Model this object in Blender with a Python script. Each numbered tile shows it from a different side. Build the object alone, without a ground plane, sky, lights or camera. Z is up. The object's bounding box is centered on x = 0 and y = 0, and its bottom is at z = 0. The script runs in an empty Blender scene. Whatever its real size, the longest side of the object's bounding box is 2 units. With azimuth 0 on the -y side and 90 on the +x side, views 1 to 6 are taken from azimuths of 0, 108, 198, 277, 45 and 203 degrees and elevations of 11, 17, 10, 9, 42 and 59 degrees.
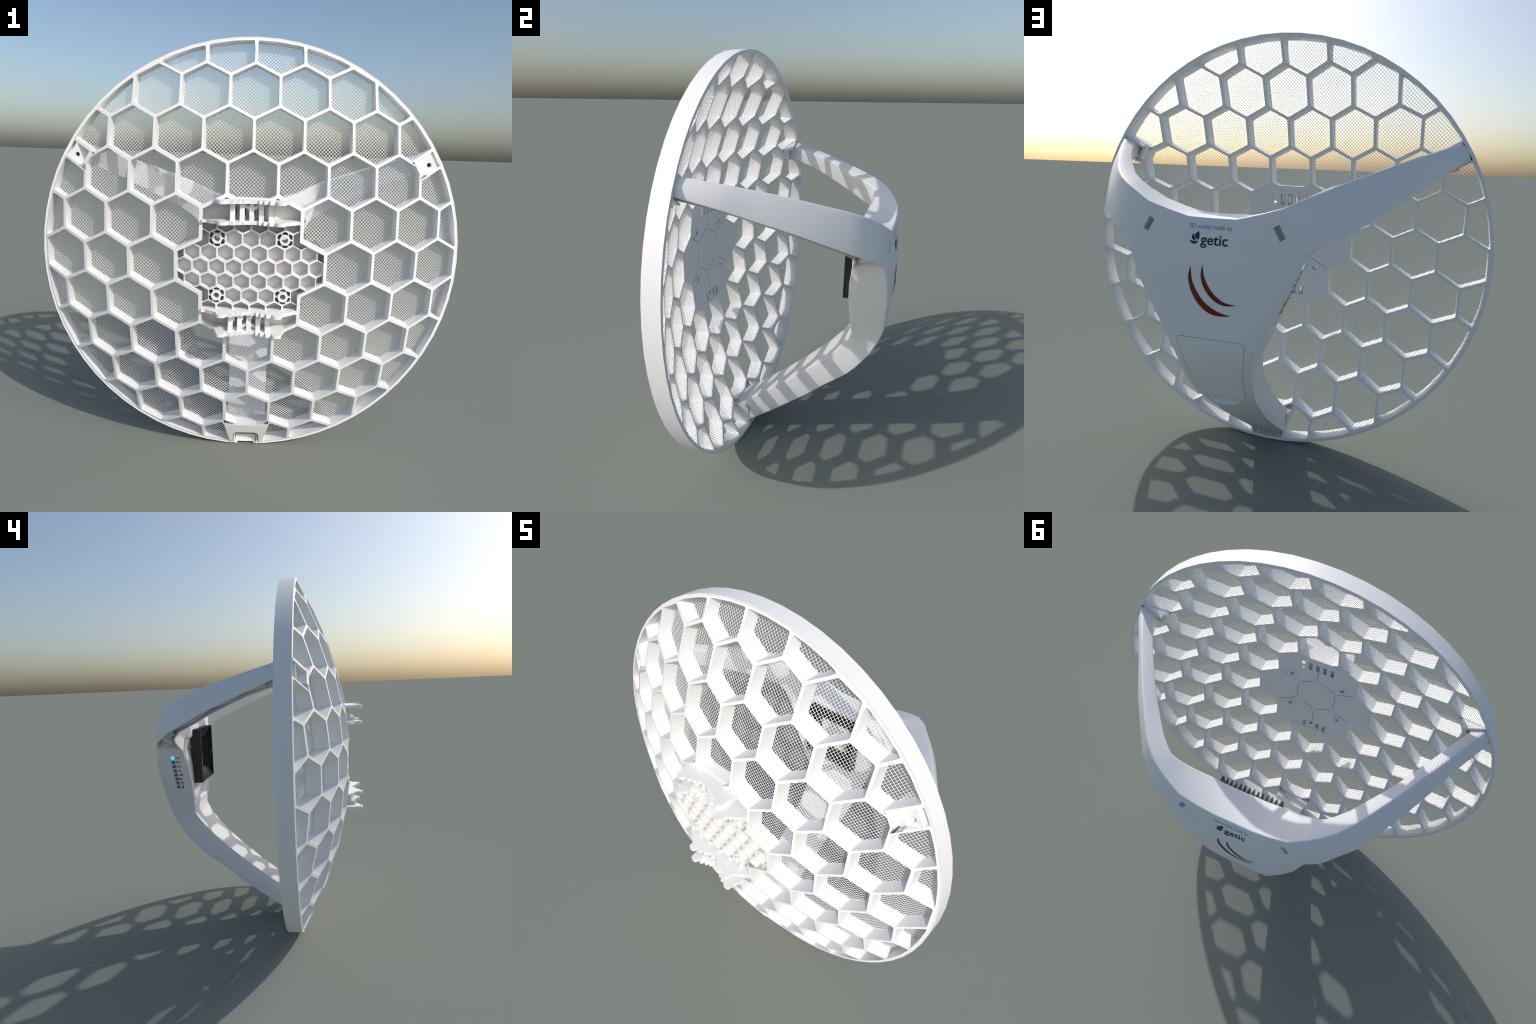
import bpy, bmesh, math
from mathutils import Vector, Matrix
from mathutils.bvhtree import BVHTree

# ------------------------------------------------------------------ frame
ZC = 1.0                                   # height of the dish axis
RIM_R, RIM_T = 1.0, 0.0145                 # rim outer radius, thickness
RIM_BACK, RIM_FRONT = -0.228, -0.150
SEG = 64                                   # the rim is a 64-gon
HX, STEM, RISE = 0.1094, 0.0668, 0.0558    # big honeycomb: half pitch, half stem, roof rise
ROW = 2 * STEM + RISE

def front_y(x, z):                         # concave (feed side) paraboloid
    return -0.430 + 0.280 * (x * x + (z - ZC) ** 2)

def back_y(x, z):                          # convex (mount side) paraboloid
    return -0.510 + 0.2865 * (x * x + (z - ZC) ** 2)

# ------------------------------------------------------------------ materials
def material(name, colour, rough=0.5, metallic=0.0, grain=0.0, emit=None, spec=0.5):
    m = bpy.data.materials.new(name)
    m.use_nodes = True
    nt = m.node_tree
    b = nt.nodes["Principled BSDF"]
    b.inputs["Base Color"].default_value = (*colour, 1)
    b.inputs["Roughness"].default_value = rough
    b.inputs["Metallic"].default_value = metallic
    b.inputs["Specular IOR Level"].default_value = spec
    if grain:
        tc = nt.nodes.new("ShaderNodeTexCoord")
        n = nt.nodes.new("ShaderNodeTexNoise")
        n.inputs["Scale"].default_value = 6.0
        n.inputs["Detail"].default_value = 6.0
        nt.links.new(tc.outputs["Object"], n.inputs["Vector"])
        ramp = nt.nodes.new("ShaderNodeValToRGB")
        ramp.color_ramp.elements[0].position = 0.3
        ramp.color_ramp.elements[1].position = 0.7
        ramp.color_ramp.elements[0].color = (*[c * (1 - grain) for c in colour], 1)
        ramp.color_ramp.elements[1].color = (*[min(1, c * (1 + grain * .5)) for c in colour], 1)
        nt.links.new(n.outputs["Fac"], ramp.inputs["Fac"])
        nt.links.new(ramp.outputs["Color"], b.inputs["Base Color"])
    if emit:
        b.inputs["Emission Color"].default_value = (*emit[0], 1)
        b.inputs["Emission Strength"].default_value = emit[1]
    return m

WHITE = material("white_plastic", (0.828, 0.830, 0.836), 0.45, grain=0.012)
WIRE = material("white_wire", (0.828, 0.830, 0.836), 0.45)
BLACK = material("black_anodised_metal", (0.012, 0.012, 0.013), 0.45)
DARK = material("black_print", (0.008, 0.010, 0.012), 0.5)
GREY = material("grey_print", (0.20, 0.21, 0.22), 0.5)
RED = material("red_print", (0.17, 0.004, 0.006), 0.45)
LED_OFF = material("unlit_indicator", (0.19, 0.18, 0.24), 0.4)
LED_ON = material("lit_blue_indicator", (0.1, 0.5, 0.9), 0.4, emit=((0.16, 0.68, 1.0), 0.75))

# ------------------------------------------------------------------ helpers
COL = bpy.context.scene.collection

def add_obj(name, mesh, parent=None, mat=WHITE, smooth=30):
    ob = bpy.data.objects.new(name, mesh)
    COL.objects.link(ob)
    if parent:
        ob.parent = parent
    if mat and not mesh.materials:
        mesh.materials.append(mat)
    if smooth is not None:
        mesh.shade_smooth()
        mesh.set_sharp_from_angle(angle=math.radians(smooth))
    return ob

def bm_obj(name, bm, parent=None, mat=WHITE, smooth=30, weld=1e-5, normals=True):
    if weld:
        bmesh.ops.remove_doubles(bm, verts=bm.verts, dist=weld)
    if normals:
        bmesh.ops.recalc_face_normals(bm, faces=bm.faces)
    me = bpy.data.meshes.new(name)
    bm.to_mesh(me)
    bm.free()
    return add_obj(name, me, parent, mat, smooth)

def prism(bm, pts, y0, y1):
    """closed prism of an (x, z) outline; y0 / y1 are numbers or functions of (x, z)"""
    f0 = y0 if callable(y0) else (lambda x, z: y0)
    f1 = y1 if callable(y1) else (lambda x, z: y1)
    a = [bm.verts.new((x, f0(x, z), z)) for x, z in pts]
    b = [bm.verts.new((x, f1(x, z), z)) for x, z in pts]
    n = len(pts)
    bm.faces.new(a)
    bm.faces.new(b[::-1])
    for i in range(n):
        bm.faces.new((a[i], b[i], b[(i + 1) % n], a[(i + 1) % n]))

def hexa(bm, c):
    """box from 8 corners: bottom loop 0-3, top loop 4-7"""
    v = [bm.verts.new(p) for p in c]
    for f in ((0, 1, 2, 3), (7, 6, 5, 4), (0, 4, 5, 1), (1, 5, 6, 2), (2, 6, 7, 3), (3, 7, 4, 0)):
        bm.faces.new([v[i] for i in f])
    return v

def box(bm, x0, x1, y0, y1, z0, z1):
    return hexa(bm, [(x0, y0, z0), (x1, y0, z0), (x1, y1, z0), (x0, y1, z0),
                     (x0, y0, z1), (x1, y0, z1), (x1, y1, z1), (x0, y1, z1)])

def tube(bm, cx, cz, r_out, r_in, y0, y1, n=24):
    def ring(r, y):
        return [bm.verts.new((cx + r * math.cos(2 * math.pi * i / n), y, cz + r * math.sin(2 * math.pi * i / n)))
                for i in range(n)]
    a, b, c, d = ring(r_out, y0), ring(r_out, y1), ring(r_in, y1), ring(r_in, y0)
    for p, q in ((a, b), (b, c), (c, d), (d, a)):
        for i in range(n):
            j = (i + 1) % n
            bm.faces.new((p[i], p[j], q[j], q[i]))

def disc_cyl(bm, cx, cz, r, y0, y1, n=24):
    prism(bm, [(cx + r * math.cos(2 * math.pi * i / n), cz + r * math.sin(2 * math.pi * i / n)) for i in range(n)], y0, y1)

def apply_mods(ob):
    dg = bpy.context.evaluated_depsgraph_get()
    me = bpy.data.meshes.new_from_object(ob.evaluated_get(dg))
    ob.modifiers.clear()
    old = ob.data
    ob.data = me
    me.name = old.name
    bpy.data.meshes.remove(old)

def cut(ob, cutters):
    """boolean difference with temporary cutter objects"""
    for c in cutters:
        md = ob.modifiers.new("cut", 'BOOLEAN')
        md.operation = 'DIFFERENCE'
        md.solver = 'EXACT'
        md.object = c
    apply_mods(ob)
    for c in cutters:
        me = c.data
        bpy.data.objects.remove(c)
        bpy.data.meshes.remove(me)

def bevel(ob, width, seg=2, angle=35):
    md = ob.modifiers.new("bevel", 'BEVEL')
    md.width = width
    md.segments = seg
    md.limit_method = 'ANGLE'
    md.angle_limit = math.radians(angle)
    apply_mods(ob)

def reshade(ob, angle):
    ob.data.shade_smooth()
    ob.data.set_sharp_from_angle(angle=math.radians(angle))

# ------------------------------------------------------------------ planar polygon tools
def clip_halfplane(poly, nx, nz, d):
    out = []
    n = len(poly)
    for i in range(n):
        p, q = poly[i], poly[(i + 1) % n]
        a, b = p[0] * nx + p[1] * nz - d, q[0] * nx + q[1] * nz - d
        if a <= 0:
            out.append(p)
        if (a < 0 < b) or (b < 0 < a):
            t = a / (a - b)
            out.append((p[0] + t * (q[0] - p[0]), p[1] + t * (q[1] - p[1])))
    return out

def tidy(poly, eps=1e-4):
    out = []
    for p in poly:
        if not out or math.dist(p, out[-1]) > eps:
            out.append(p)
    if len(out) > 1 and math.dist(out[0], out[-1]) < eps:
        out.pop()
    return out

def inset(poly, d):
    """offset a counter-clockwise polygon inwards by d (mitred corners)"""
    n, out = len(poly), []
    for i in range(n):
        p0, p1, p2 = Vector(poly[i - 1]), Vector(poly[i]), Vector(poly[(i + 1) % n])
        e0, e1 = (p1 - p0).normalized(), (p2 - p1).normalized()
        n0, n1 = Vector((-e0.y, e0.x)), Vector((-e1.y, e1.x))
        m = (n0 + n1)
        m = m / max(m.dot(n0), 1e-3)
        out.append(tuple(p1 + m * d))
    return out

def fillet(poly, r, k=3):
    """per corner a list of k+1 arc points"""
    n, out = len(poly), []
    for i in range(n):
        p0, p1, p2 = Vector(poly[i - 1]), Vector(poly[i]), Vector(poly[(i + 1) % n])
        a, b = p0 - p1, p2 - p1
        la, lb = a.length, b.length
        turn = math.pi - a.angle(b)
        if turn < math.radians(12):
            out.append([tuple(p1)] * (k + 1))
            continue
        t = min(r * math.tan(turn / 2), la * 0.45, lb * 0.45)
        s, e = p1 + a.normalized() * t, p1 + b.normalized() * t
        out.append([tuple((1 - u) ** 2 * s + 2 * u * (1 - u) * p1 + u * u * e) for u in [j / k for j in range(k + 1)]])
    return out

def area(poly):
    return 0.5 * sum(poly[i - 1][0] * poly[i][1] - poly[i][0] * poly[i - 1][1] for i in range(len(poly)))

def cell_walls(bm, poly, t_front, t_back, yf, yb, r=0.012, k=3, front=True, split=1):
    """half of the walls round one cell: rim faces on the front and back skins and the inside of the cell"""
    fi, bi = fillet(inset(poly, t_front), r, k), fillet(inset(poly, t_back), r, k)
    n = len(poly)
    V = lambda p, f: bm.verts.new((p[0], f(*p), p[1]))
    of, ob = [V(p, yf) for p in poly], [V(p, yb) for p in poly]
    F = [[V(p, yf) for p in c] for c in fi]
    B = [[V(p, yb) for p in c] for c in bi]
    def face(*vs):
        u = []
        for v in vs:
            if not u or (v.co - u[-1].co).length > 1e-6:
                u.append(v)
        if len(u) > 2 and (u[0].co - u[-1].co).length > 1e-6:
            bm.faces.new(u)
    for i in range(n):
        j = (i + 1) % n
        for c in range(k):
            if front:
                face(of[i], F[i][c], F[i][c + 1])
            face(ob[i], B[i][c + 1], B[i][c])
            face(F[i][c], B[i][c], B[i][c + 1], F[i][c + 1])
        if front:
            face(of[i], F[i][k], F[j][0], of[j])
        face(ob[i], ob[j], B[j][0], B[i][k])
        face(F[i][k], B[i][k], B[j][0], F[j][0])

def cut_cell(bm, poly, t, yf, yb):
    """walls of a cell that the rim cuts: convex inset found by half planes, stitched by angle"""
    inn = list(poly)
    n = len(poly)
    for i in range(n):
        p, q = Vector(poly[i]), Vector(poly[(i + 1) % n])
        e = (q - p).normalized()
        nx, nz = e.y, -e.x
        inn = clip_halfplane(inn, nx, nz, nx * p.x + nz * p.y - t)
        if len(inn) < 3:
            break
    inn = tidy(inn, 0.004) if len(inn) >= 3 else []
    if len(inn) < 3:
        prism(bm, poly, yf, yb)
        return
    inn = tidy([p for c in fillet(inn, 0.009, 3) for p in c], 1e-5)
    cx, cz = sum(p[0] for p in inn) / len(inn), sum(p[1] for p in inn) / len(inn)
    key = lambda p: math.atan2(p[1] - cz, p[0] - cx)
    P, Q = sorted(poly, key=key), sorted(inn, key=key)
    V = lambda L, f: [bm.verts.new((x, f(x, z), z)) for x, z in L]
    for f in (yf, yb):
        a, b = V(P, f), V(Q, f)
        i = j = 0
        while i < len(P) or j < len(Q):
            ai = key(P[(i + 1) % len(P)]) + (2 * math.pi if i + 1 >= len(P) else 0)
            bj = key(Q[(j + 1) % len(Q)]) + (2 * math.pi if j + 1 >= len(Q) else 0)
            if j >= len(Q) or (i < len(P) and ai <= bj):
                bm.faces.new((a[i % len(P)], a[(i + 1) % len(P)], b[j % len(Q)]))
                i += 1
            else:
                bm.faces.new((a[i % len(P)], b[(j + 1) % len(Q)], b[j % len(Q)]))
                j += 1
        if f is yf:
            keep = b
        else:
            m = len(Q)
            for k in range(m):
                bm.faces.new((keep[k], keep[(k + 1) % m], b[(k + 1) % m], b[k]))

def hex_poly(cx, cz, s=1.0):
    return [(cx, cz - s * (STEM + RISE)), (cx + s * HX, cz - s * STEM), (cx + s * HX, cz + s * STEM),
            (cx, cz + s * (STEM + RISE)), (cx - s * HX, cz + s * STEM), (cx - s * HX, cz - s * STEM)]

# ------------------------------------------------------------------ root
root = bpy.data.objects.new("dish_antenna", None)
COL.objects.link(root)
root["label"] = "white honeycomb grid dish antenna with three-armed feed holder"
root["category"] = "dish antenna"

# ------------------------------------------------------------------ rim
bm = bmesh.new()
ang = [math.pi / 2 + 2 * math.pi * i / SEG for i in range(SEG)]
prof = [(RIM_R, RIM_BACK), (RIM_R, RIM_FRONT), (RIM_R - RIM_T, RIM_FRONT), (RIM_R - RIM_T, RIM_BACK)]
rings = [[bm.verts.new((r * math.cos(a), y, ZC + r * math.sin(a))) for a in ang] for r, y in prof]
for p in range(4):
    a, b = rings[p], rings[(p + 1) % 4]
    for i in range(SEG):
        j = (i + 1) % SEG
        bm.faces.new((a[i], a[j], b[j], b[i]))
rim = bm_obj("rim", bm, root, smooth=30)
cb = bmesh.new()
box(cb, -0.042, 0.042, -0.25, -0.192, -0.05, 0.0135)
cutter = bm_obj("cutter", cb)
cut(rim, [cutter])
reshade(rim, 30)

# ------------------------------------------------------------------ honeycomb
R_CLIP = (RIM_R - RIM_T * 0.6)
def clip_rim(poly):
    for i in range(SEG):
        a = math.pi / 2 + 2 * math.pi * (i + 0.5) / SEG
        poly = clip_halfplane(poly, math.cos(a), math.sin(a), R_CLIP * math.cos(math.pi / SEG) + ZC * math.sin(a))
        if len(poly) < 3:
            return []
    return tidy(poly)

PLATE_CELLS = [(0, 0), (2 * HX, 0), (-2 * HX, 0), (HX, ROW), (-HX, ROW), (HX, -ROW), (-HX, -ROW)]
grid, slivers = bmesh.new(), bmesh.new()
for r in range(-6, 7):
    for c in range(-6, 7):
        cx = (2 * c + (r % 2)) * HX
        cz = r * ROW
        if any(abs(cx - px) < 0.01 and abs(cz - pz) < 0.01 for px, pz in PLATE_CELLS):
            continue
        full = hex_poly(cx, ZC + cz)
        poly = clip_rim(full)
        if len(poly) < 3 or area(poly) < 2.0e-6:
            continue
        if r == -4 and c == 0:             # flat floor above the lower arm socket
            poly = tidy(clip_halfplane(poly, 0, -1, -0.147))
        if r == -5 and abs(cx) < 0.12:     # cells beside the lower arm socket
            sg = 1 if cx > 0 else -1
            nx, nz = -sg * 0.9770, 0.2130
            poly = tidy(clip_halfplane(poly, nx, nz, nx * sg * 0.1070 + nz * 0.145))
        for sg in (1, -1):                 # cells above and below the upper arm sockets
            if r == 3 and abs(cx - sg * 7 * HX) < 0.01:
                poly = tidy(clip_halfplane(poly, sg * 0.5, -0.866, -0.866 * ZC - 0.045))
            if r == 2 and abs(cx - sg * 8 * HX) < 0.01:
                poly = tidy(clip_halfplane(poly, -sg * 0.5, 0.866, 0.866 * ZC - 0.044))
        whole = len(poly) == 6 and abs(area(poly) - area(full)) < 1e-6
        if area(poly) < 1.6e-3:            # slivers are solid plastic
            prism(slivers, poly, front_y, back_y)
            continue
        if whole:
            cell_walls(grid, poly, 0.0067, 0.0061, front_y, back_y, r=0.012)
        else:
            cut_cell(grid, poly, 0.0064, front_y, back_y)
comb = bm_obj("honeycomb_grid", grid, root, smooth=11)
bm_obj("rim_gusset", slivers, comb, smooth=None, weld=0)

# ------------------------------------------------------------------ wire mesh behind the front skin
plate_hexes = [hex_poly(px, ZC + pz) for px, pz in PLATE_CELLS]
def in_hex(x, z, h):
    return all((h[(i + 1) % 6][0] - h[i][0]) * (z - h[i][1]) - (h[(i + 1) % 6][1] - h[i][1]) * (x - h[i][0]) >= 0 for i in range(6))
def in_plate(x, z):
    return abs(x) < 0.34 and abs(z - ZC) < 0.33 and any(in_hex(x, z, h) for h in plate_hexes)

PITCH, WIRE_W = 0.01140, 0.0013
bm = bmesh.new()
RW = RIM_R - RIM_T * 0.5
nw = int(RW / PITCH) + 1
for d in (1, -1):
    t = Vector((1, d)).normalized()        # wire direction in (x, z)
    s = Vector((-t.y, t.x))
    for i in range(-nw, nw + 1):
        off = (0.357 - i) / 87.95 if d > 0 else (i + 0.074) / 87.54   # 11.4 mm pitch
        half = math.sqrt(max(RW * RW - off * off, 0))
        if half < 0.02:
            continue
        n = max(4, int(2 * half / 0.030))
        run = []
        for kx in range(n + 1):
            q = s * off + t * (-half + 2 * half * kx / n)
            x, z = q.x, ZC + q.y
            if in_plate(x, z):
                run.append(None)
                continue
            y = front_y(x, z) - 0.007 + 0.0004 * d
            w = WIRE_W / 2
            run.append([bm.verts.new((x + s.x * a, y + b, z + s.y * a)) for a, b in ((-w, -w), (w, -w), (w, w), (-w, w))])
        for a, b in zip(run, run[1:]):
            if a and b:
                for e in range(4):
                    f = (e + 1) % 4
                    bm.faces.new((a[e], a[f], b[f], b[e]))
mesh_ob = bm_obj("wire_mesh", bm, root, WIRE, smooth=None, weld=0)
mesh_ob["kind"] = "stuff"

# ------------------------------------------------------------------ mounting plate in the middle
PLATE_T = 0.009
bm = bmesh.new()
edge_count = {}
for h in plate_hexes:
    cx, cz = sum(p[0] for p in h) / 6, sum(p[1] for p in h) / 6
    for off, flip in ((0.0, 0), (PLATE_T, 1)):
        cv = bm.verts.new((cx, front_y(cx, cz) - off, cz))
        ring = [bm.verts.new((p[0], front_y(*p) - off, p[1])) for p in h]
        for i in range(6):
            tri = (cv, ring[i], ring[(i + 1) % 6])
            bm.faces.new(tri[::-1] if flip else tri)
    for i in range(6):
        key = frozenset(((round(h[i][0], 4), round(h[i][1], 4)), (round(h[(i + 1) % 6][0], 4), round(h[(i + 1) % 6][1], 4))))
        edge_count.setdefault(key, []).append((h[i], h[(i + 1) % 6]))
outline_edges = [v[0] for v in edge_count.values() if len(v) == 1]
for p, q in outline_edges:
    a = [bm.verts.new((s[0], front_y(*s) - o, s[1])) for s, o in ((p, 0), (q, 0), (q, PLATE_T), (p, PLATE_T))]
    bm.faces.new(a)
plate = bm_obj("mounting_plate", bm, root, smooth=15)
cb = bmesh.new()
BOSSES = [(sx * 4 * HX / 3, ZC + sz * 2 * ROW / 3) for sx in (-1, 1) for sz in (-1, 1)]
for bx, bz in BOSSES:
    disc_cyl(cb, bx, bz, 0.0125, -0.47, -0.38, 20)
for bz in (1.228, 0.738):
    for i in range(-2, 3):
        box(cb, i * 0.0405 + 0.004 - 0.0105, i * 0.0405 + 0.004 + 0.0105, -0.47, -0.38, bz - 0.029, bz + 0.029)
c1 = bm_obj("cutter", cb)
cb = bmesh.new()
for key, v in edge_count.items():          # engraved honeycomb lines on the front
    if len(v) == 2:
        p, q = Vector(v[0][0]), Vector(v[0][1])
        m, dv = (p + q) / 2, (q - p)
        dv *= 0.42
        nv = Vector((-dv.y, dv.x)).normalized() * 0.0024
        pts = [m - dv - nv, m + dv - nv, m + dv + nv, m - dv + nv]
        prism(cb, [tuple(w) for w in pts], lambda x, z: front_y(x, z) - 0.006, lambda x, z: front_y(x, z) + 0.02)
c2 = bm_obj("cutter", cb)
cut(plate, [c1, c2])
reshade(plate, 15)

bm = bmesh.new()                           # outline wall of the plate (back side)
loop = [outline_edges[0]]
rest = outline_edges[1:]
while rest:
    nxt = min(rest, key=lambda e: math.dist(e[0], loop[-1][1]))
    loop.append(nxt)
    rest.remove(nxt)
outline = [e[0] for e in loop]
if area(outline) < 0:
    outline.reverse()
floor_y = lambda x, z: front_y(x, z) - PLATE_T + 0.002
cell_walls(bm, outline, 0.0075, 0.0085, floor_y, lambda x, z: back_y(x, z), r=0.006, front=False)
for sgn in (1, -1):                        # notch filled between the two hexagon tips
    z0, z1 = ZC + sgn * (ROW + STEM - 0.004), ZC + sgn * 0.300
    pts = [(0, z0), (0.093, z1), (-0.093, z1)]
    if sgn < 0:
        pts.reverse()
    prism(bm, pts, lambda x, z: front_y(x, z) + 0.0012, lambda x, z: front_y(x, z) - 0.06)
bm_obj("plate_wall", bm, plate, smooth=28)

bm = bmesh.new()                           # fine honeycomb stiffening of the plate
S = 1 / 3
plate_in = inset(outline, 0.004)
for r in range(-3, 4):
    for c in range(-6, 7):
        cx, cz = (2 * c + (r % 2)) * HX * S, ZC + r * ROW * S
        h = hex_poly(cx, cz, S)
        h = clip_halfplane(h, 0, 1, 1.197)
        h = tidy(clip_halfplane(h, 0, -1, -0.803))
        if len(h) < 3 or area(h) < 3e-4:
            continue
        if not all(in_plate(x * 0.985, ZC + (z - ZC) * 0.985) for x, z in h):
            continue
        cell_walls(bm, h, 0.0028, 0.0036, floor_y, lambda x, z: back_y(x, z) + 0.009, r=0.004, k=2, front=False)
bm_obj("fine_honeycomb", bm, plate, smooth=28)

for bx, bz in BOSSES:                      # screw bosses
    bm = bmesh.new()
    tube(bm, bx, bz, 0.0225, 0.0130, -0.498, -0.425, 28)
    for i in range(6):
        a = math.radians(60 * i)
        u, n = Vector((math.cos(a), math.sin(a))), Vector((-math.sin(a), math.cos(a)))
        o = Vector((bx, bz))
        pts = [o + u * 0.0215 - n * 0.002, o + u * 0.035 - n * 0.002, o + u * 0.035 + n * 0.002, o + u * 0.0215 + n * 0.002]
        prism(bm, [tuple(p) for p in pts], -0.494, -0.428)
    fy = front_y(bx, bz)
    tube(bm, bx, bz, 0.0265, 0.0128, fy - 0.007, fy + 0.007, 28)
    bm_obj("screw_boss", bm, plate, smooth=30)

# toothed pole clamps on the back
jaw = [(0.0, -0.522), (0.027, -0.526), (0.031, -0.537), (0.047, -0.532), (0.051, -0.547), (0.071, -0.542),
       (0.075, -0.559), (0.099, -0.553), (0.104, -0.567), (0.112, -0.5715), (0.128, -0.572), (0.137, -0.567),
       (0.141, -0.560), (0.142, -0.545), (0.148, -0.534), (0.160, -0.524), (0.178, -0.513), (0.196, -0.497), (0.204, -0.480), (0.204, -0.44)]
for zlow, zhigh in ((1.193, 1.281), (0.708, 0.795)):
    for z0 in (zlow, zhigh):
        bm = bmesh.new()
        half = 0.0075
        pts = [(x, y) for x, y in jaw] + [(-x, y) for x, y in jaw[:0:-1]]
        # the outer plate sits in the narrow tip of the panel: pull its base in
        outer = abs(z0 + half - ZC) > 0.25
        if outer:
            pts = [(x if abs(x) < 0.143 else math.copysign(0.143 + (abs(x) - 0.143) * 0.25, x), y) for x, y in pts]
        a = [bm.verts.new((x, y, z0)) for x, y in pts]
        b = [bm.verts.new((x, y, z0 + 2 * half)) for x, y in pts]
        bm.faces.new(a)
        bm.faces.new(b[::-1])
        for i in range(len(pts)):
            j = (i + 1) % len(pts)
            bm.faces.new((a[i], b[i], b[j], a[j]))
        if z0 in (1.193, 0.795):           # cross wall carrying the inner plate
            box(bm, -0.2125, 0.2125, -0.4995, -0.435, z0 + 0.001, z0 + 0.014)
        else:
            box(bm, -0.150, 0.150, -0.485, -0.40, z0 + 0.001, z0 + 0.014)
        bm_obj("clamp_jaw", bm, plate, smooth=25)
    for i in range(-2, 3):                 # stepped ribs between the jaws
        bm = bmesh.new()
        x = i * 0.0405
        deep = 0.006 * abs(i)
        box(bm, x - 0.0105, x + 0.0105, -0.498 - deep, -0.452, zlow + 0.010, zhigh + 0.004)
        box(bm, x - 0.0100, x + 0.0100, -0.522 - deep, -0.455, zlow + 0.012, zlow + 0.038)
        bm_obj("clamp_rib", bm, plate, smooth=25)

# ------------------------------------------------------------------ sockets for the two upper arms
def socket(side):
    bm = bmesh.new()
    a = math.radians(30)
    U, T = Vector((math.cos(a), math.sin(a))), Vector((-math.sin(a), math.cos(a)))
    P = lambda u, t: (side * (U.x * u + T.x * t), ZC + U.y * u + T.y * t)
    def slab(u0, u1, t0, t1, y0, y1):
        pts = [P(u0, t0), P(u1, t0), P(u1, t1), P(u0, t1)]
        prism(bm, pts if side > 0 else pts[::-1], y0, y1)
    slab(0.880, 0.984, 0.0375, 0.049, lambda x, z: back_y(x, z) - 0.001, -0.158)      # upper wall
    slab(0.900, 0.984, -0.048, -0.040, lambda x, z: back_y(x, z) + 0.004, -0.162)    # lower wall
    slab(0.868, 0.886, -0.022, 0.048, lambda x, z: back_y(x, z) - 0.0015, -0.185)     # inner wall
    slab(0.8855, 0.905, 0.020, 0.0370, -0.2525, -0.235)   # step in the corner
    slab(0.962, 0.985, -0.0415, 0.0385, -0.207, -0.196)   # closed bottom of the slot by the rim
    # floor with the screw hole
    hu, ht, hr, n = 0.938, -0.010, 0.0105, 16
    corners = [(0.872, -0.020), (0.858, -0.046), (0.905, -0.058), (0.918, -0.058), (0.928, -0.046), (0.966, -0.042), (0.966, 0.042), (0.872, 0.042)]
    ring = [(hu + hr * math.cos(2 * math.pi * i / n), ht + hr * math.sin(2 * math.pi * i / n)) for i in range(n)]
    def spoke(th):                          # outer point seen from the hole at angle th
        best = None
        d = Vector((math.cos(th), math.sin(th)))
        for i in range(len(corners)):
            p, q = Vector(corners[i]) - Vector((hu, ht)), Vector(corners[(i + 1) % len(corners)]) - Vector((hu, ht))
            e = q - p
            den = d.x * e.y - d.y * e.x
            if abs(den) < 1e-9:
                continue
            k = (p.x * e.y - p.y * e.x) / den
            m = (p.x * d.y - p.y * d.x) / den
            if k > 0 and -1e-6 <= m <= 1 + 1e-6 and (best is None or k < best):
                best = k
        return (hu + d.x * best, ht + d.y * best)
    ths = sorted([2 * math.pi * i / n for i in range(n)] + [math.atan2(c[1] - ht, c[0] - hu) % (2 * math.pi) for c in corners])
    inner = [(hu + hr * math.cos(t), ht + hr * math.sin(t)) for t in ths]
    outer = [spoke(t) for t in ths]
    lay = []
    for y in (-0.2430, -0.2080):
        lay.append([[bm.verts.new((P(*p)[0], y, P(*p)[1])) for p in L] for L in (inner, outer)])
    m = len(ths)
    for i in range(m):
        j = (i + 1) % m
        for L in lay:
            bm.faces.new((L[0][i], L[0][j], L[1][j], L[1][i]))
        bm.faces.new((lay[0][0][i], lay[0][0][j], lay[1][0][j], lay[1][0][i]))
        bm.faces.new((lay[0][1][i], lay[0][1][j], lay[1][1][j], lay[1][1][i]))
    ob = bm_obj("arm_socket", bm, root, smooth=30)
    db = bmesh.new()                        # black disc set inside the screw hole
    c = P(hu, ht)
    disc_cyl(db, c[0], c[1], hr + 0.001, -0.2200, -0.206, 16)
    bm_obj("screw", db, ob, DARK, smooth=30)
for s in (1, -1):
    socket(s)

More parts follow.
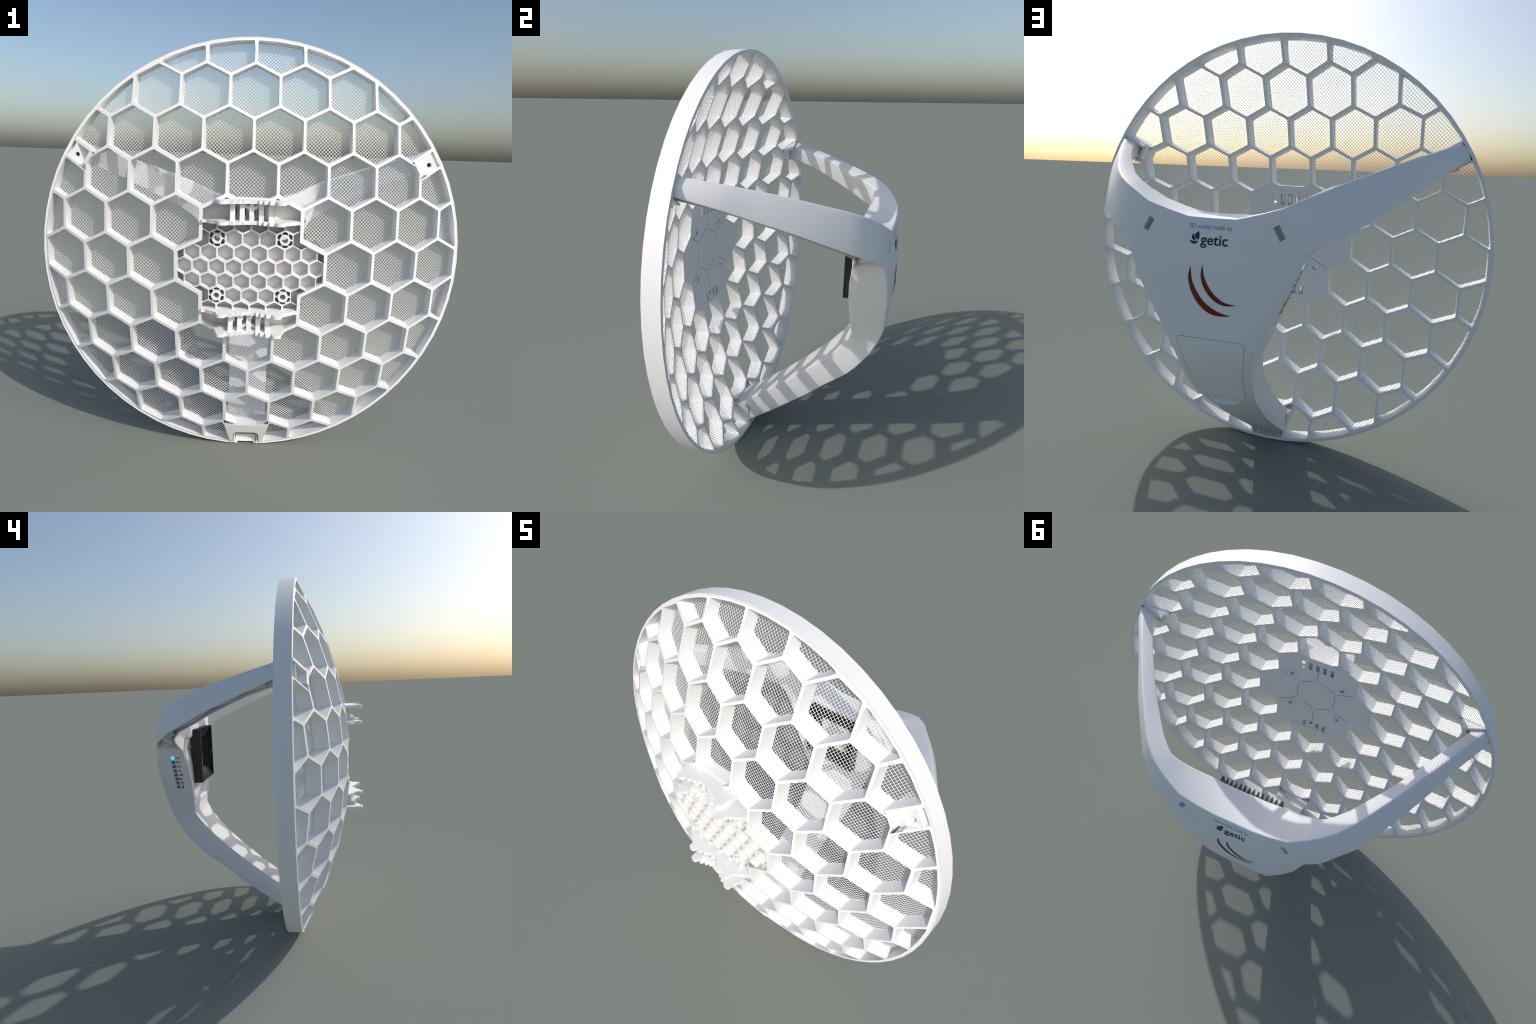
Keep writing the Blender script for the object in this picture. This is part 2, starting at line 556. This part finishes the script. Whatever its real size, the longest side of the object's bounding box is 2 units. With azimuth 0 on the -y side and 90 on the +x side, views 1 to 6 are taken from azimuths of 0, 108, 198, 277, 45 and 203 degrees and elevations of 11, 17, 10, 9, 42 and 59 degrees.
# socket of the lower arm
bm = bmesh.new()
def slant(x0, z0, x1, z1, t, y0, y1):
    d = Vector((x1 - x0, z1 - z0)).normalized()
    n = Vector((-d.y, d.x)) * t / 2
    pts = [(x0 - n.x, z0 - n.y), (x1 - n.x, z1 - n.y), (x1 + n.x, z1 + n.y), (x0 + n.x, z0 + n.y)]
    prism(bm, pts, y0, y1)
under = lambda x, z: back_y(x, z) - 0.004
for s in (1, -1):
    slant(s * 0.1055, 0.142, s * 0.0785, 0.012, 0.009, under, -0.152)
    slant(s * 0.060, 0.090, s * 0.058, 0.010, 0.007, -0.236, -0.168)
prism(bm, [(-0.104, 0.131), (0.104, 0.131), (0.1085, 0.1485), (-0.1085, 0.1485)], lambda x, z: back_y(x, z) - 0.005, -0.16)
arch = [(-0.1055, 0.140)] + [(-0.078, 0.013)] + [(-0.066, 0.013), (-0.066, 0.070), (-0.060, 0.085), (-0.046, 0.092), (0.046, 0.092), (0.060, 0.085), (0.066, 0.070), (0.066, 0.013)] + [(0.078, 0.013), (0.1055, 0.140)]
prism(bm, arch, lambda x, z: back_y(x, z) - 0.0055, lambda x, z: back_y(x, z) + 0.006)
prism(bm, [(-0.052, 0.010), (0.052, 0.010), (0.052, 0.050), (-0.052, 0.050)], -0.222, -0.205)
bm_obj("arm_socket", bm, root, smooth=30)

# ------------------------------------------------------------------ feed holder: three-armed yoke
# front skin, right half; each row runs from the middle to the side
front_rows = [
    [(0, .549, 1.210), (.092, .550, 1.211), (.174, .552, 1.232), (.258, .549, 1.257)],
    [(0, .561, 1.160), (.102, .561, 1.160), (.200, .558, 1.170), (.300, .550, 1.185)],
    [(0, .5725, 1.100), (.112, .571, 1.100), (.228, .565, 1.103), (.348, .550, 1.108)],
    [(0, .578, 1.000), (.095, .5765, 1.000), (.204, .573, 1.000), (.309, .564, 1.000)],
    [(0, .5765, .905), (.080, .575, .905), (.171, .572, .905), (.259, .565, .905)],
] + [[(w * k / 3, y - 0.004 * (k == 3), z + 0.002 * (k == 3)) for k in range(4)] for z, y, w in (
    (.795, .561, .203), (.745, .552, .180), (.700, .541, .162), (.650, .521, .153), (.595, .493, .147), (.543, .457, .141),
    (.503, .427, .134), (.456, .385, .127), (.409, .328, .119), (.362, .269, .112), (.283, .178, .104), (.146, -.009, .099),
    (.074, -.114, .096), (.032, -.168, .093))]
back_edge = [None, None,                   # half width, y, z of the back skin per row
             (.336, .404, 1.092), (.296, .390, 1.000), (.252, .385, .905), (.208, .390, .802), (.186, .395, .748), (.168, .399, .702),
             (.153, .385, .672), (.144, .360, .635), (.134, .325, .588), (.128, .290, .550), (.121, .235, .495), (.115, .170, .437),
             (.110, .115, .390), (.104, .030, .322), (.100, -.072, .245), (.100, -.140, .196), (.098, -.172, .172)]
back_rows = [
    [(0, .386, 1.213), (.092, .386, 1.214), (.183, .389, 1.233), (.264, .400, 1.262)],
    [(0, .388, 1.155), (.100, .388, 1.155), (.200, .392, 1.160), (.300, .400, 1.170)],
]
for row, be in zip(front_rows[2:], back_edge[2:]):
    w = row[3][0]
    back_rows.append([(be[0] * p[0] / w, be[1] + (0.004 * (1 - p[0] / w) if be[2] > .72 else 0), be[2]) for p in row])
# arm stations: outer top, outer bottom, inner top, inner bottom
arms = [
    ((.335, .518, 1.295), (.405, .528, 1.138), (.335, .408, 1.302), (.370, .415, 1.117)),
    ((.392, .489, 1.320), (.432, .511, 1.153), (.368, .404, 1.322), (.402, .420, 1.139)),
    ((.434, .460, 1.341), (.460, .486, 1.169), (.395, .385, 1.333), (.440, .414, 1.164)),
    ((.493, .396, 1.370), (.536, .421, 1.209), (.445, .338, 1.349), (.505, .368, 1.204)),
    ((.610, .226, 1.426), (.667, .219, 1.306), (.565, .190, 1.403), (.630, .169, 1.299)),
    ((.671, .127, 1.454), (.727, .109, 1.351), (.624, .101, 1.434), (.680, .078, 1.338)),
    ((.731, .028, 1.479), (.779, .004, 1.393), (.685, .004, 1.464), (.728, -.010, 1.373)),
    ((.831, -.148, 1.522), (.868, -.150, 1.452), (.776, -.150, 1.490), (.786, -.150, 1.416)),
    ((.834, -.200, 1.523), (.868, -.200, 1.452), (.770, -.204, 1.494), (.780, -.204, 1.424)),
]
mid = lambda p, q, bulge=0.0: tuple((p[i] + q[i]) / 2 for i in range(3))
def bulge(s):                               # outer face of the arm is slightly convex
    o = Vector(s[0]) + Vector(s[1]) - Vector(s[2]) - Vector(s[3])
    return Vector(mid(s[0], s[1])) + Vector((o.x, o.y, 0)).normalized() * (0.007 if s[0][0] > 0.55 else 0.002)
bm = bmesh.new()
bm.verts.layers.int.new("hollow")
bm.faces.layers.int.new("zone")
bm.edges.layers.float.new("bevel_weight_edge")
vf = [[bm.verts.new((p[0], p[1] - (0.004 if p[2] > 0.75 else 0.0), p[2])) for p in row] for row in front_rows]
vb = [[bm.verts.new(p) for p in row] for row in back_rows]
af = [[vf[0][3], vf[1][3], vf[2][3]]] + [[bm.verts.new(q) for q in (s[0], bulge(s), s[1])] for s in arms]
ab = [[vb[0][3], vb[1][3], vb[2][3]]] + [[bm.verts.new(q) for q in (s[2], mid(s[2], s[3]), s[3])] for s in arms]
back_faces, channel_faces = [], []
for i in range(len(vf) - 1):
    for j in range(3):
        bm.faces.new((vf[i][j], vf[i][j + 1], vf[i + 1][j + 1], vf[i + 1][j]))
        f = bm.faces.new((vb[i][j], vb[i + 1][j], vb[i + 1][j + 1], vb[i][j + 1]))
        if 1 <= i <= 5:
            back_faces.append(f)
for j in range(3):
    bm.faces.new((vf[0][j + 1], vf[0][j], vb[0][j], vb[0][j + 1]))
    bm.faces.new((vf[-1][j], vf[-1][j + 1], vb[-1][j + 1], vb[-1][j]))
for i in range(2, len(vf) - 1):
    bm.faces.new((vf[i][3], vb[i][3], vb[i + 1][3], vf[i + 1][3]))
for i in range(len(af) - 1):
    for j in range(2):
        bm.faces.new((af[i][j], af[i + 1][j], af[i + 1][j + 1], af[i][j + 1]))
        bm.faces.new((ab[i][j], ab[i][j + 1], ab[i + 1][j + 1], ab[i + 1][j]))
    bm.faces.new((af[i][0], ab[i][0], ab[i + 1][0], af[i + 1][0]))
for j in range(2):
    bm.faces.new((af[-1][j], ab[-1][j], ab[-1][j + 1], af[-1][j + 1]))
# hollow underside of the arm: lip, walls and roof of a channel
NS = len(af) - 1
def chan(i, inner, up):
    t = min(max(i, 0.25), NS - 0.12)
    k = min(int(t), NS - 1)
    p = af[k][2].co.lerp(af[k + 1][2].co, t - k)
    q = ab[k][2].co.lerp(ab[k + 1][2].co, t - k)
    w = 0.0075 / max((q - p).length, 0.02)
    top = (af[k][0].co.lerp(af[k + 1][0].co, t - k) + ab[k][0].co.lerp(ab[k + 1][0].co, t - k)) / 2 - (p + q) / 2
    return (q.lerp(p, w) if inner else p.lerp(q, w)) + top * (0.62 if up else 0)
ch = [[bm.verts.new(chan(i, inner, up)) for inner in (0, 1) for up in (0, 1)] for i in range(NS + 1)]
chan_verts = set()
for i in range(NS):
    a, b = ch[i], ch[i + 1]
    bm.faces.new((af[i][2], af[i + 1][2], b[0], a[0]))
    bm.faces.new((ab[i][2], a[2], b[2], ab[i + 1][2]))
    bm.faces.new((a[0], b[0], b[1], a[1]))
    bm.faces.new((a[2], a[3], b[3], b[2]))
    bm.faces.new((a[1], b[1], b[3], a[3]))
bm.faces.new((af[0][2], ch[0][0], ch[0][2], ab[0][2]))
bm.faces.new((af[NS][2], ab[NS][2], ch[NS][2], ch[NS][0]))
bm.faces.new((ch[0][0], ch[0][1], ch[0][3], ch[0][2]))
bm.faces.new((ch[NS][0], ch[NS][2], ch[NS][3], ch[NS][1]))
bmesh.ops.recalc_face_normals(bm, faces=bm.faces)
vtag = bm.verts.layers.int["hollow"]
for c in ch:
    for v in c:
        v[vtag] = 2
for st in af + ab:
    st[2][vtag] = 1
for st in af[1:]:                          # generously rounded edges
    st[0][vtag] = 3
for row in vf[3:9]:
    row[3][vtag] = 3
# mirror to the left half
geom = bm.verts[:] + bm.edges[:] + bm.faces[:]
n_back, n_chan = [f.index for f in back_faces], None
tag = {f: 1 for f in back_faces}
lay = bm.faces.layers.int["zone"]
for f in bm.faces:
    f[lay] = tag.get(f, 0)
dup = bmesh.ops.duplicate(bm, geom=bm.verts[:] + bm.edges[:] + bm.faces[:])
dv = [g for g in dup["geom"] if isinstance(g, bmesh.types.BMVert)]
df = [g for g in dup["geom"] if isinstance(g, bmesh.types.BMFace)]
bmesh.ops.scale(bm, vec=(-1, 1, 1), verts=dv)
bmesh.ops.reverse_faces(bm, faces=df)
bmesh.ops.remove_doubles(bm, verts=bm.verts, dist=1e-5)
bmesh.ops.recalc_face_normals(bm, faces=bm.faces)
lay = bm.faces.layers.int["zone"]
bk = [f for f in bm.faces if f[lay] == 1]
bmesh.ops.inset_region(bm, faces=bk, thickness=0.012, depth=0.0, use_even_offset=True)
bk = [f for f in bk if f.is_valid]
bmesh.ops.inset_region(bm, faces=bk, thickness=0.004, depth=-0.010, use_even_offset=True)
wl = bm.edges.layers.float["bevel_weight_edge"]
vtag = bm.verts.layers.int["hollow"]
for e in bm.edges:
    if len(e.link_faces) == 2 and e.calc_face_angle(0) > math.radians(38):
        h = [v[vtag] for v in e.verts]
        low = max(v.co.z for v in e.verts) < 0.66
        e[wl] = 0.0 if 2 in h else (0.22 if min(h) == 1 else (0.25 if low else 0.5))
        if e.verts[0][vtag] == 3 and e.verts[1][vtag] == 3:
            e[wl] = 1.0
yoke = bm_obj("feed_arm_yoke", bm, root, smooth=35, weld=0)
md = yoke.modifiers.new("bevel", 'BEVEL')
md.width, md.segments, md.limit_method = 0.016, 4, 'WEIGHT'
apply_mods(yoke)
cutters = []
for s in (1, -1):                          # two slanted square pockets
    cb = bmesh.new()
    box(cb, -0.0125, 0.0125, -0.045, 0.05, -0.0265, 0.0265)
    bmesh.ops.transform(cb, matrix=Matrix.Translation((s * 0.2535, 0.553, 1.173)) @ Matrix.Rotation(-s * math.radians(31), 4, 'Y'), verts=cb.verts)
    cutters.append(bm_obj("cutter", cb))
def hatch_half(z):                         # half width of the hatch at height z
    v = (.762 - z) / (.762 - .484)
    hw = .140 + (.092 - .140) * v
    return hw - (0.014 * (1 - v / 0.075) ** 2 if v < 0.075 else 0)
cb = bmesh.new()                           # gap round the hatch
tree0 = BVHTree.FromObject(yoke, bpy.context.evaluated_depsgraph_get())
hit_y = lambda x, z: tree0.ray_cast(Vector((x, 1.0, z)), Vector((0, -1, 0)))[0].y
zs = [.762 - .278 * (k / 24) for k in range(25)]
path = [(hatch_half(z), z) for z in zs[::-1]] + [(-hatch_half(z), z) for z in zs]
loops4 = []
for k, (x, z) in enumerate(path):
    a, b = path[max(k - 1, 0)], path[min(k + 1, len(path) - 1)]
    d = Vector((b[0] - a[0], b[1] - a[1])).normalized()
    nv = Vector((-d.y, d.x)) * 0.0011
    y = hit_y(x, z)
    loops4.append([cb.verts.new(p) for p in ((x - nv.x, y - .005, z - nv.y), (x + nv.x, y - .005, z + nv.y),
                                             (x + nv.x, y + .012, z + nv.y), (x - nv.x, y + .012, z - nv.y))])
for a, b in zip(loops4, loops4[1:]):
    for e in range(4):
        f = (e + 1) % 4
        cb.faces.new((a[e], a[f], b[f], b[e]))
cb.faces.new(loops4[0])
cb.faces.new(loops4[-1][::-1])
cutters.append(bm_obj("cutter", cb))
cut(yoke, cutters)
reshade(yoke, 36)

me = yoke.data                             # crisp crease where each arm leaves the top of the body
for e in me.edges:
    p, q = (me.vertices[i].co for i in e.vertices)
    if all(abs(abs(v.x) - 0.261) < 0.0085 and v.z > 1.245 and v.z < 1.275 and .37 < v.y < .565 for v in (p, q)) and abs(p.y - q.y) > 0.06:
        e.use_edge_sharp = True



# zigzag ribs in the hollow undersides of the arms
chain = [((.345, .545, 1.108), (.335, .400, 1.090))] + [(s[1], s[3]) for s in arms]
def along(t, inner):
    k = min(int(t), len(chain) - 2)
    return Vector(chain[k][inner]).lerp(Vector(chain[k + 1][inner]), t - k)
for s in (1, -1):
    bm = bmesh.new()
    stops = [0.3, 1.3, 2.3, 3.4, 3.9, 4.6, 5.4, 6.2, 7.0, 7.7]
    for k in range(len(stops) - 1):
        p, q = along(stops[k], k % 2), along(stops[k + 1], 1 - k % 2)
        p, q = p.lerp(along(stops[k], 1 - k % 2), 0.23), q.lerp(along(stops[k + 1], k % 2), 0.23)
        up = Vector((0, 0, 0.035))
        lift = Vector((0, 0, 0.006))
        side = (q - p).cross(up).normalized() * 0.002
        c = [p - side + lift, q - side + lift, q + side + lift, p + side + lift]
        c += [v + up for v in c]
        hexa(bm, [(s * v.x, v.y, v.z) for v in c])
    bm_obj("arm_rib", bm, yoke, smooth=20)

# ------------------------------------------------------------------ things lying on the yoke surface
tree = BVHTree.FromObject(yoke, bpy.context.evaluated_depsgraph_get())
def stick_front(x, z, off=0.0012):
    hit = tree.ray_cast(Vector((x, 1.0, z)), Vector((0, -1, 0)))
    return Vector((x, hit[0].y + off, z))
def stick_side(y, z, off=0.0012):
    hit = tree.ray_cast(Vector((-1.0, y, z)), Vector((1, 0, 0)))
    return hit[0] + Vector((-off, 0, 0))

def decal(name, loops, mapper, mat, parent):
    """filled flat shapes, each a list of (u, v), laid on the surface with a little thickness"""
    bm = bmesh.new()
    for L in loops:
        L = tidy(L, 1e-6)
        if len(L) < 3:
            continue
        a = [bm.verts.new(mapper(u, v, 0.0014)) for u, v in L]
        b = [bm.verts.new(mapper(u, v, -0.001)) for u, v in L]
        try:
            bm.faces.new(a)
        except ValueError:
            pass
        for i in range(len(L)):
            j = (i + 1) % len(L)
            bm.faces.new((a[i], a[j], b[j], b[i]))
    bmesh.ops.triangulate(bm, faces=[f for f in bm.faces if len(f.verts) > 4])
    return bm_obj(name, bm, parent, mat, smooth=None)

def lettering(name, text, size, place, mat, parent, fat=0.0, width=None):
    cu = bpy.data.curves.new(name, 'FONT')
    cu.body = text
    cu.size = size
    cu.offset = fat
    cu.extrude = 0.0
    cu.resolution_u = 4
    tmp = bpy.data.objects.new(name, cu)
    COL.objects.link(tmp)
    dg = bpy.context.evaluated_depsgraph_get()
    me = bpy.data.meshes.new_from_object(tmp.evaluated_get(dg))
    bpy.data.objects.remove(tmp)
    xs = [v.co.x for v in me.vertices]
    x0, k = min(xs), 1.0
    if width:
        k = width / (max(xs) - x0)
    for v in me.vertices:
        v.co = place((v.co.x - x0) * k, v.co.y)
    me.materials.clear()
    return add_obj(name, me, parent, mat, smooth=None)

front_map = lambda u, v, off: stick_front(u, v, off)
lettering("lettering", "3D model made by", 0.0235, lambda u, v: stick_front(0.083 - u, 1.170 + v), GREY, yoke, fat=-0.0002, width=0.165)
lettering("lettering", "getic", 0.052, lambda u, v: stick_front(0.035 - u, 1.1155 + v), DARK, yoke, fat=0.0006, width=0.105)

def bez(p, c, q, n=8):
    return [tuple((1 - t) ** 2 * p[i] + 2 * t * (1 - t) * c[i] + t * t * q[i] for i in (0, 1)) for t in [k / n for k in range(n + 1)]]
leaf = [bez((.044, 1.160), (.068, 1.146), (.053, 1.135)) + bez((.043, 1.131), (.039, 1.146), (.044, 1.160))[:-1],
        bez((.066, 1.151), (.074, 1.138), (.066, 1.130)) + bez((.052, 1.1265), (.060, 1.138), (.066, 1.151))[:-1],
        bez((.079, 1.127), (.066, 1.108), (.049, 1.119)) + bez((.044, 1.127), (.058, 1.122), (.079, 1.127))[:-1]]
decal("leaf_mark", leaf, front_map, DARK, yoke)

def crescent(outer, inner):
    """smooth closed crescent through a few points of its outer and inner edge"""
    def smooth(P, n=6):
        out = []
        for i in range(len(P) - 1):
            p0, p1, p2, p3 = P[max(i - 1, 0)], P[i], P[i + 1], P[min(i + 2, len(P) - 1)]
            for k in range(n):
                t = k / n
                out.append(tuple(0.5 * (2 * p1[j] + (p2[j] - p0[j]) * t + (2 * p0[j] - 5 * p1[j] + 4 * p2[j] - p3[j]) * t * t
                                        + (3 * p1[j] - p0[j] - 3 * p2[j] + p3[j]) * t ** 3) for j in (0, 1)))
        return out + [P[-1]]
    def resample(P, n=40):
        d = [0]
        for p, q in zip(P, P[1:]):
            d.append(d[-1] + math.dist(p, q))
        out = []
        for k in range(n + 1):
            t = d[-1] * k / n
            i = max(j for j in range(len(P) - 1) if d[j] <= t)
            f = min((t - d[i]) / max(d[i + 1] - d[i], 1e-9), 1)
            out.append(tuple(P[i][c] + (P[i + 1][c] - P[i][c]) * f for c in (0, 1)))
        return out
    a, b = resample(smooth(outer)), resample(smooth(inner))
    return [[a[k], a[k + 1], b[k + 1], b[k]] for k in range(len(a) - 1)]
arc_a = crescent([(.070, 1.035), (.078, .992), (.065, .940), (.037, .897), (.001, .868), (-.040, .859), (-.089, .864)],
                 [(.070, 1.035), (.060, .976), (.029, .923), (-.008, .891), (-.047, .872), (-.089, .864)])
arc_b = crescent([(.022, 1.042), (.028, 1.011), (.021, .973), (-.001, .937), (-.031, .912), (-.068, .901), (-.107, .907)],
                 [(.022, 1.042), (.015, 1.002), (-.005, .962), (-.031, .933), (-.065, .913), (-.107, .907)])
decal("curved_mark", arc_a, front_map, RED, yoke)
decal("curved_mark", arc_b, front_map, RED, yoke)

# hatch over the cable bay: a plate that stands off towards its lower edge, with a finger lip below it
def hatch_outline():
    tl, tr, br, bl = (.140, .762), (-.140, .762), (-.092, .484), (.092, .484)
    pts = []
    for p0, p1, p2 in ((bl, tl, tr), (tl, tr, br)):
        p0, p1, p2 = map(Vector, (p0, p1, p2))
        s, e = p1 + (p0 - p1).normalized() * 0.02, p1 + (p2 - p1).normalized() * 0.02
        pts += bez(s, p1, e, 4)
    return pts + [br, bl]
NU, NV = 8, 18
bm = bmesh.new()
def hatch_pt(i, j, off, grow=0.0):
    v = j / NV
    z = .762 + (.484 - .762) * v
    z -= 0.0009 * (1 - v)
    hw = hatch_half(z) - 0.0009
    x = hw * (1 - 2 * i / NU)
    p = stick_front(x, z, 0)
    nrm = Vector((0, 1, -0.15 - 0.9 * v)).normalized()
    return p + nrm * off
def lift(j):
    return 0.0006 + 0.0115 * max(0, (j / NV - 0.72) / 0.28) ** 1.5
top = [[bm.verts.new(hatch_pt(i, j, lift(j))) for i in range(NU + 1)] for j in range(NV + 1)]
low = [[bm.verts.new(hatch_pt(i, j, -0.006)) for i in range(NU + 1)] for j in range(NV + 1)]
for j in range(NV):
    for i in range(NU):
        bm.faces.new((top[j][i], top[j][i + 1], top[j + 1][i + 1], top[j + 1][i]))
    for i in (0, NU):
        bm.faces.new((top[j][i], top[j + 1][i], low[j + 1][i], low[j][i]))
for i in range(NU):
    for j in (0, NV):
        bm.faces.new((top[j][i], top[j][i + 1], low[j][i + 1], low[j][i]))
hatch = bm_obj("hatch", bm, yoke, smooth=35)
bevel(hatch, 0.0012, 2, 40)
reshade(hatch, 35)
bm = bmesh.new()                            # finger lip
prof_lip = [(-.080, 0), (-.066, .016), (-.045, .028), (-.015, .033), (.015, .033), (.045, .028), (.066, .016), (.080, 0)]
a = [bm.verts.new(stick_front(x, .470, 0) + Vector((0, d * 0.55 - 0.004, -d * 0.75))) for x, d in prof_lip]
b = [bm.verts.new(stick_front(x, .452, 0) + Vector((0, d * 0.15 - 0.006, -d * 0.55))) for x, d in prof_lip]
bm.faces.new(a)
bm.faces.new(b[::-1])
for i in range(len(a)):
    j = (i + 1) % len(a)
    bm.faces.new((a[i], b[i], b[j], a[j]))
bm_obj("finger_lip", bm, yoke, smooth=30)

# row of indicator lights on one side of the body, lettered upside down
side_map = lambda u, v, off: stick_side(u, v, off)
for i in range(8):
    z = 1.0496 - 0.0254 * i
    y = 0.4685 - 0.0003 * i
    sh = 0.0012
    decal("indicator_light", [[(y + .0098, z + .009), (y - .0092, z + .009), (y - .0098, z - .009), (y + .0092, z - .009)]],
          side_map, LED_ON if i == 0 else LED_OFF, yoke)
    lz, ly = z, 0.4415
    if i < 3:
        # rotated half a turn: reading direction runs towards +y
        lettering("lettering", ("PWR", "USR", "ETH")[i], 0.0155,
                  lambda u, v: stick_side(ly - 0.0125 + u, lz + 0.0055 - v), DARK, yoke, width=0.025)
    elif i < 6:
        arcs = []
        for rr in (0.006, 0.0105):
            o = [(ly + rr * math.cos(math.radians(t)), lz + 0.005 - rr * math.sin(math.radians(t))) for t in range(30, 151, 20)]
            n = [(ly + (rr - .0022) * math.cos(math.radians(t)), lz + 0.005 - (rr - .0022) * math.sin(math.radians(t))) for t in range(150, 29, -20)]
            arcs.append(o + n)
        w = 0.0045
        if i > 3:
            sg = 1 if i == 5 else -1
            arcs.append([(ly + sg * .013, lz + w), (ly + sg * .004, lz + w), (ly + sg * .006, lz - w), (ly + sg * .013, lz - .002)])
        decal("symbol", arcs, side_map, DARK, yoke)
    else:
        sg = 1 if i == 6 else -1
        arrow = [(0, .011), (.007, .002), (.002, .002), (.002, -.010), (-.002, -.010), (-.002, .002), (-.007, .002)]
        decal("symbol", [[(ly + u, lz + sg * v) for u, v in arrow]], side_map, DARK, yoke)

# ------------------------------------------------------------------ heat sink on the back of the body
bm = bmesh.new()
HW, Z0, Z1, YB, YT = 0.155, 0.878, 1.190, 0.392, 0.345
OX, OZ0, OZ1 = 0.100, 0.945, 1.125         # window
box(bm, -HW, HW, YB - 0.008, YB + 0.012, Z0, OZ0)
box(bm, -HW, HW, YB - 0.0085, YB + 0.0115, OZ1, Z1)
box(bm, -HW, -OX, YB - 0.0088, YB + 0.0112, OZ0 - 0.001, OZ1 + 0.001)
box(bm, OX, HW, YB - 0.0088, YB + 0.0112, OZ0 - 0.001, OZ1 + 0.001)
sink = bm_obj("heat_sink", bm, yoke, BLACK, smooth=20, weld=0)
NF = 14
def fin_mesh(z_out, z_in):
    """tapered fin: full height at the outer end, sloping down to the window"""
    bm = bmesh.new()
    w0, w1 = 0.0082, 0.0022
    hexa(bm, [(-w0, YB - .006, z_out), (w0, YB - .006, z_out), (w0, YB - .006, z_in), (-w0, YB - .006, z_in),
              (-w1, YT, z_out), (w1, YT, z_out), (w1, YB - .010, z_in), (-w1, YB - .010, z_in)])
    me = bpy.data.meshes.new("fin")
    bmesh.ops.recalc_face_normals(bm, faces=bm.faces)
    bm.to_mesh(me)
    bm.free()
    me.materials.append(BLACK)
    return me
tops, bots = fin_mesh(Z1, OZ1), fin_mesh(Z0, OZ0)
for i in range(NF):
    x = -HW + 0.0082 + (2 * HW - 0.0164) * i / (NF - 1)
    for me in (tops, bots):
        ob = bpy.data.objects.new("fin", me)
        ob.location = (x, 0, 0)
        COL.objects.link(ob)
        ob.parent = sink
for s in (1, -1):
    for k in range(3):
        x0 = s * (HW - 0.0045 - 0.0205 * k)
        h = YT + 0.010 * k
        za, zb = (Z0 + .0003, Z1 - .0003) if k == 0 else (OZ0 - .005, OZ1 + .005)
        bm = bmesh.new()
        w0, w1 = (0.0045, 0.004) if k == 0 else (0.007, 0.002)
        hexa(bm, [(x0 - w0, YB + .010, za), (x0 + w0, YB + .010, za), (x0 + w0, YB + .010, zb), (x0 - w0, YB + .010, zb),
                  (x0 - w1, h, za), (x0 + w1, h, za), (x0 + w1, h, zb), (x0 - w1, h, zb)])
        bm_obj("fin", bm, sink, BLACK, smooth=20)
    bm = bmesh.new()
    disc_cyl(bm, s * 0.118, 1.033, 0.012, YT + .002, YB - .004, 16)
    bm_obj("screw", bm, sink, BLACK, smooth=30)
